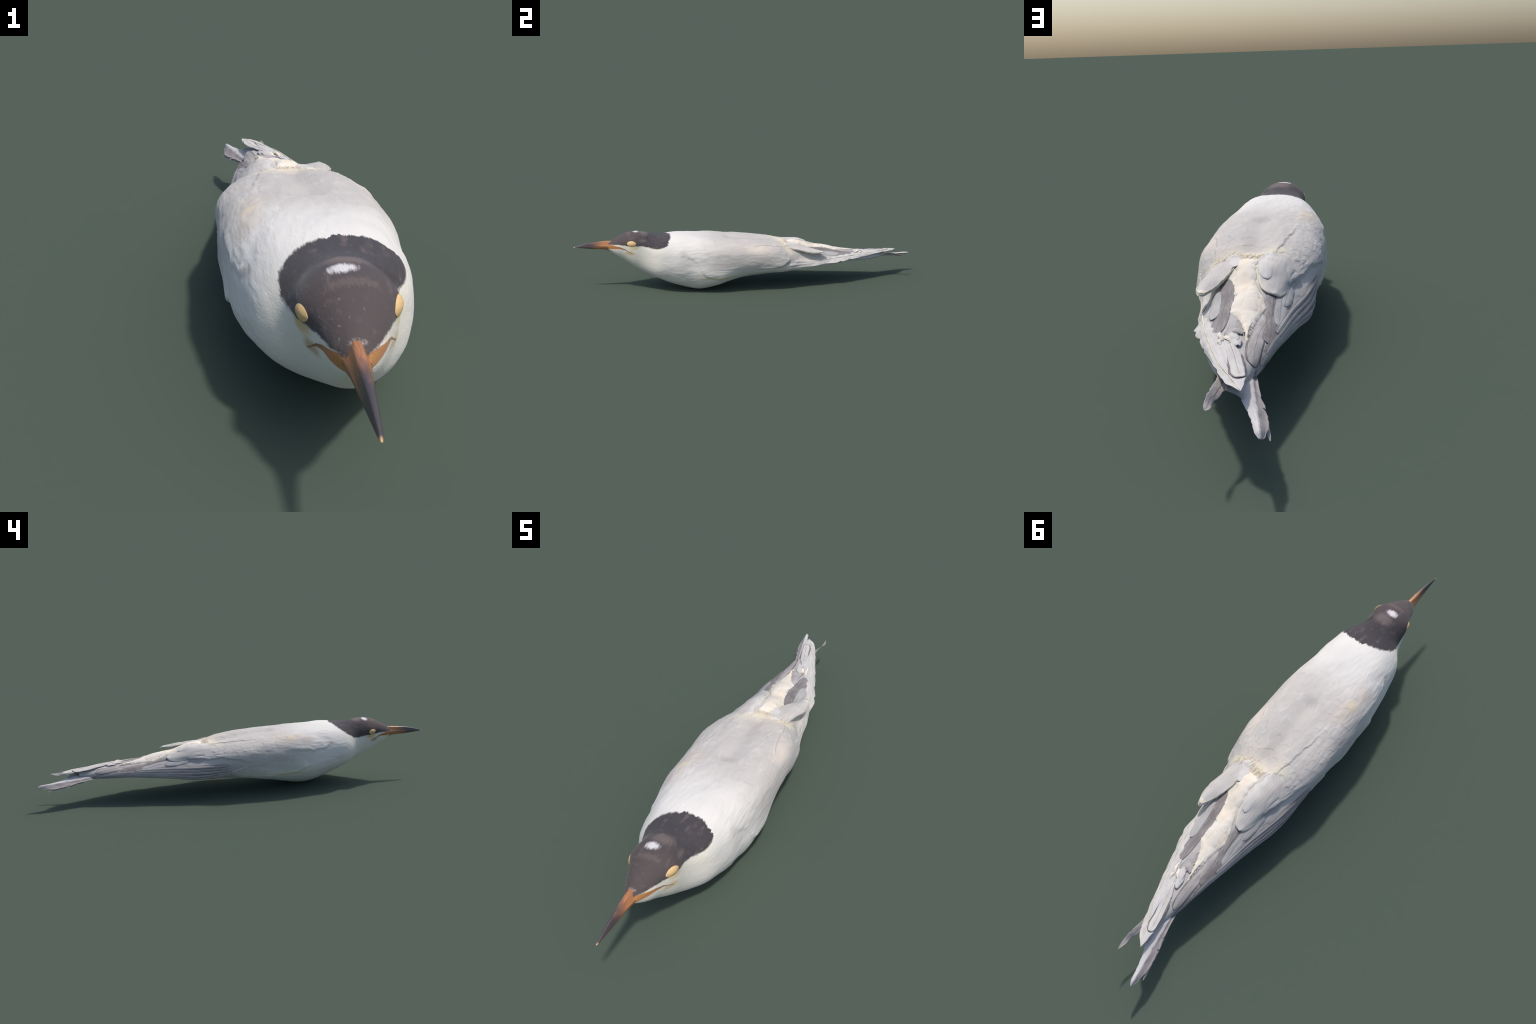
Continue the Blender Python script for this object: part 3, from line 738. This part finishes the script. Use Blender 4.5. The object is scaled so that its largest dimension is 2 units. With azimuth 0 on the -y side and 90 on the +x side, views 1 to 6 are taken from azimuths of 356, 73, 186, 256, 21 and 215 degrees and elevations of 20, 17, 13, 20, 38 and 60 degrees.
# ---------------------------------------------------------------- tail
tail = bpy.data.objects.new('tail', None); bpy.context.scene.collection.objects.link(tail); tail.parent = bird
i_ = [(-.030, .66, .132), (-.045, .76, .132), (-.055, .82, .133), (-.066, .859, .130), (-.084, .902, .1215), (-.0945, .935, .119), (-.103, .968, .1165), (-.108, .985, .115), (-.117, .999, .1115)]
f_ = [(-.055, .66, .132), (-.075, .76, .128), (-.086, .82, .1245), (-.094, .86, .1235), (-.103, .905, .122), (-.109, .940, .1205), (-.114, .970, .1195), (-.117, .988, .118), (-.1205, .9985, .1115)]
o_ = [(-.072, .66, .124), (-.088, .76, .1185), (-.097, .80, .114), (-.101, .817, .111), (-.111, .842, .108), (-.115, .862, .105), (-.1235, .900, .102), (-.1265, .930, .100), (-.1262, .957, .1012), (-.124, .980, .105), (-.1212, .9975, .1105)]
g_ = [tuple((np.array(a) * .45 + np.array(b) * .55) + np.array([0, 0, -.003])) for a, b in zip(f_, o_)]
rail_sheet('tail_feather', [i_, [tuple(np.array(a) * .5 + np.array(b) * .5 + np.array([0, 0, .001])) for a, b in zip(i_, f_)], f_, g_, o_], [M_TAIL, M_MAUVE], tail, 90, 26, .0018,
           jag=(.05, .16), freq=34, wave=.0012, zone_fn=lambda t, s: (s > .56))
# lower blade of the same side, with its own tip
rail_sheet('tail_feather', [[(-.085, .78, .113), (-.108, .86, .103), (-.118, .91, .098), (-.1255, .945, .094), (-.1295, .9565, .0895)],
                            [(-.092, .78, .110), (-.114, .86, .100), (-.125, .91, .095), (-.131, .94, .092), (-.1325, .9565, .0890)]], [M_MAUVE], tail, 40, 8, .0018, jag=(.05, .12))
# hidden middle of the fork and the short outer streamer
rail_sheet('tail_feather', [[(.010, .62, .138), (-.004, .76, .145), (-.012, .815, .150), (-.0085, .845, .149), (-.004, .875, .144), (-.0035, .900, .137), (-.008, .930, .1385)],
                            [(-.008, .62, .134), (-.020, .76, .138), (-.024, .815, .143), (-.020, .848, .1395), (-.012, .875, .136), (-.010, .905, .1325), (-.0095, .932, .1365)],
                            [(-.030, .62, .130), (-.036, .76, .132), (-.038, .82, .138), (-.027, .853, .133), (-.019, .872, .129), (-.0165, .90, .1285), (-.011, .933, .1355)]],
           [M_MIDG, M_FRINGE], tail, 70, 14, .0016, jag=(.12, .20), wave=.001, zone_fn=lambda t, s: np.abs(s - .5) < .03)
rail_sheet('tail_feather', [[(-.004, .60, .138), (-.020, .75, .136), (-.034, .842, .141)], [(-.03, .60, .13), (-.045, .75, .128), (-.055, .850, .136)], [(-.06, .60, .128), (-.07, .75, .124), (-.072, .862, .130)]],
           [M_MIDG, M_FRINGE], tail, 40, 14, .0018, jag=(.05, .05))

# ---------------------------------------------------------------- bill
bill_y = np.array([-.765, -.79, -.805, -.82, -.84, -.87, -.90, -.93, -.955, -.975, -.99, -.999])
bill_t = np.array([.268, .268, .2685, .2688, .2675, .2650, .2620, .2570, .2505, .2445, .2395, .2365])
bill_b = np.array([.212, .210, .2125, .2175, .2225, .2238, .2243, .2280, .2310, .2330, .2345, .2350])
bill_w = np.array([.022, .0230, .0218, .0190, .0160, .0130, .0108, .0086, .0067, .0050, .0033, .0014])
bill_x = np.array([-.0135, -.0145, -.0152, -.0160, -.0165, -.0172, -.018, -.0187, -.0193, -.0198, -.0204, -.021])
bill = bpy.data.objects.new('bill', None); bpy.context.scene.collection.objects.link(bill); bill.parent = bird
nb, nr = 90, 40
by = np.linspace(-.765, -.999, nb)
def bi(a): return np.interp(by[::1], bill_y[::-1], a[::-1])
kk = np.array([1, 2, 3, 2, 1.]) / 9
def sm(a):
    a = bi(a); p = np.r_[2 * a[0] - a[2:0:-1], a, 2 * a[-1] - a[-2:-4:-1]]; return np.convolve(p, kk, 'valid')
bt, bb, bw, bx = sm(bill_t), sm(bill_b), np.maximum(sm(bill_w), .0008), sm(bill_x)
gape_z = np.interp(by, [-1.0, -.93, -.80], [.2352, .2385, .2405])
gape_z = np.clip(gape_z, bb + .0004, bt - .0004)
def mandible(name, upper):
    V, F = [], []
    for i in range(nb):
        for k_ in range(nr):
            q = 2 * np.pi * k_ / nr
            c, s = math.cos(q), math.sin(q)
            if upper:
                z0, z1 = gape_z[i], bt[i]
                wv = bw[i] * (.985 if i else 1)
                wc = min(.72 * wv, .0100)          # rounded culmen above a flaring base
                x = bx[i] + np.sign(c) * (wc * abs(c) ** .55 + (wv - wc) * (1 - max(0, s)) ** 2.2)
                z = z0 + (z1 - z0) * (max(0, s) ** .95) - .0012 * max(0, -s)
                # nostril groove on each flank
                g = math.exp(-((by[i] + .855) / .022) ** 2) * math.exp(-((s - .55) / .16) ** 2)
                x -= np.sign(c) * .0006 * g
            else:
                z0, z1 = gape_z[i] - .0008, bb[i]
                x = bx[i] + bw[i] * .95 * np.sign(c) * abs(c) ** .85 * (1 - .30 * max(0, -s))
                z = z0 + (z1 - z0) * max(0, -s) ** .9
            V.append((x, by[i], z))
    for i in range(nb - 1):
        for k_ in range(nr):
            a, b = i * nr + k_, i * nr + (k_ + 1) % nr
            F.append((a, b, b + nr, a + nr))
    F.append(tuple(range(nr))[::-1]); F.append(tuple(range((nb - 1) * nr, nb * nr)))
    return obj_from(name, V, F, M_BILL, bill)
mandible('upper_mandible', True); mandible('lower_mandible', False)

# ---------------------------------------------------------------- eyes: cotton plugs bulging from the lids
for c, ry, rz in (((.066, -.703, .2705), .0265, .0162), ((-.073, -.697, .2655), .0215, .0128)):
    p, n = on_skin(c)
    n = Vector(n).normalized(); yv = Vector((0, 1, 0)); yv = (yv - n * yv.dot(n)).normalized(); zv = n.cross(yv)
    V, F = [], []
    nu, nv = 16, 40
    for side in (1, -1):
        for i in range(nu + 1):
            r = i / nu if side == 1 else 1 - i / nu
            for j in range(nv):
                b = 2 * math.pi * j / nv
                q = Vector(p) + yv * (ry * r * math.cos(b)) + zv * (rz * r * math.sin(b) * (1 - .25 * abs(math.cos(b)) ** 3))
                q, nq = on_skin(q)
                h = .0034 * (1 - r * r) + .0003 if side == 1 else -.003 * (1 - r * r)
                V.append(tuple(q + nq * h + np.array(n) * .0002))
    for i in range(2 * nu + 1):
        for j in range(nv):
            a, b = i * nv + j, i * nv + (j + 1) % nv
            F.append((a, b, b + nv, a + nv))
    bm_ob = obj_from('eye', V, F, M_EYE, bird)
    bm = bmesh.new(); bm.from_mesh(bm_ob.data); bmesh.ops.remove_doubles(bm, verts=bm.verts, dist=1e-5)
    bmesh.ops.recalc_face_normals(bm, faces=bm.faces); bm.to_mesh(bm_ob.data); bm.free()

# consistent outward normals on all the added solids
for ob in list(bpy.data.objects):
    if ob.type == 'MESH' and ob not in parts.values() and not ob.name.startswith('eye'):
        bm = bmesh.new(); bm.from_mesh(ob.data)
        bmesh.ops.recalc_face_normals(bm, faces=bm.faces); bm.to_mesh(ob.data); bm.free()
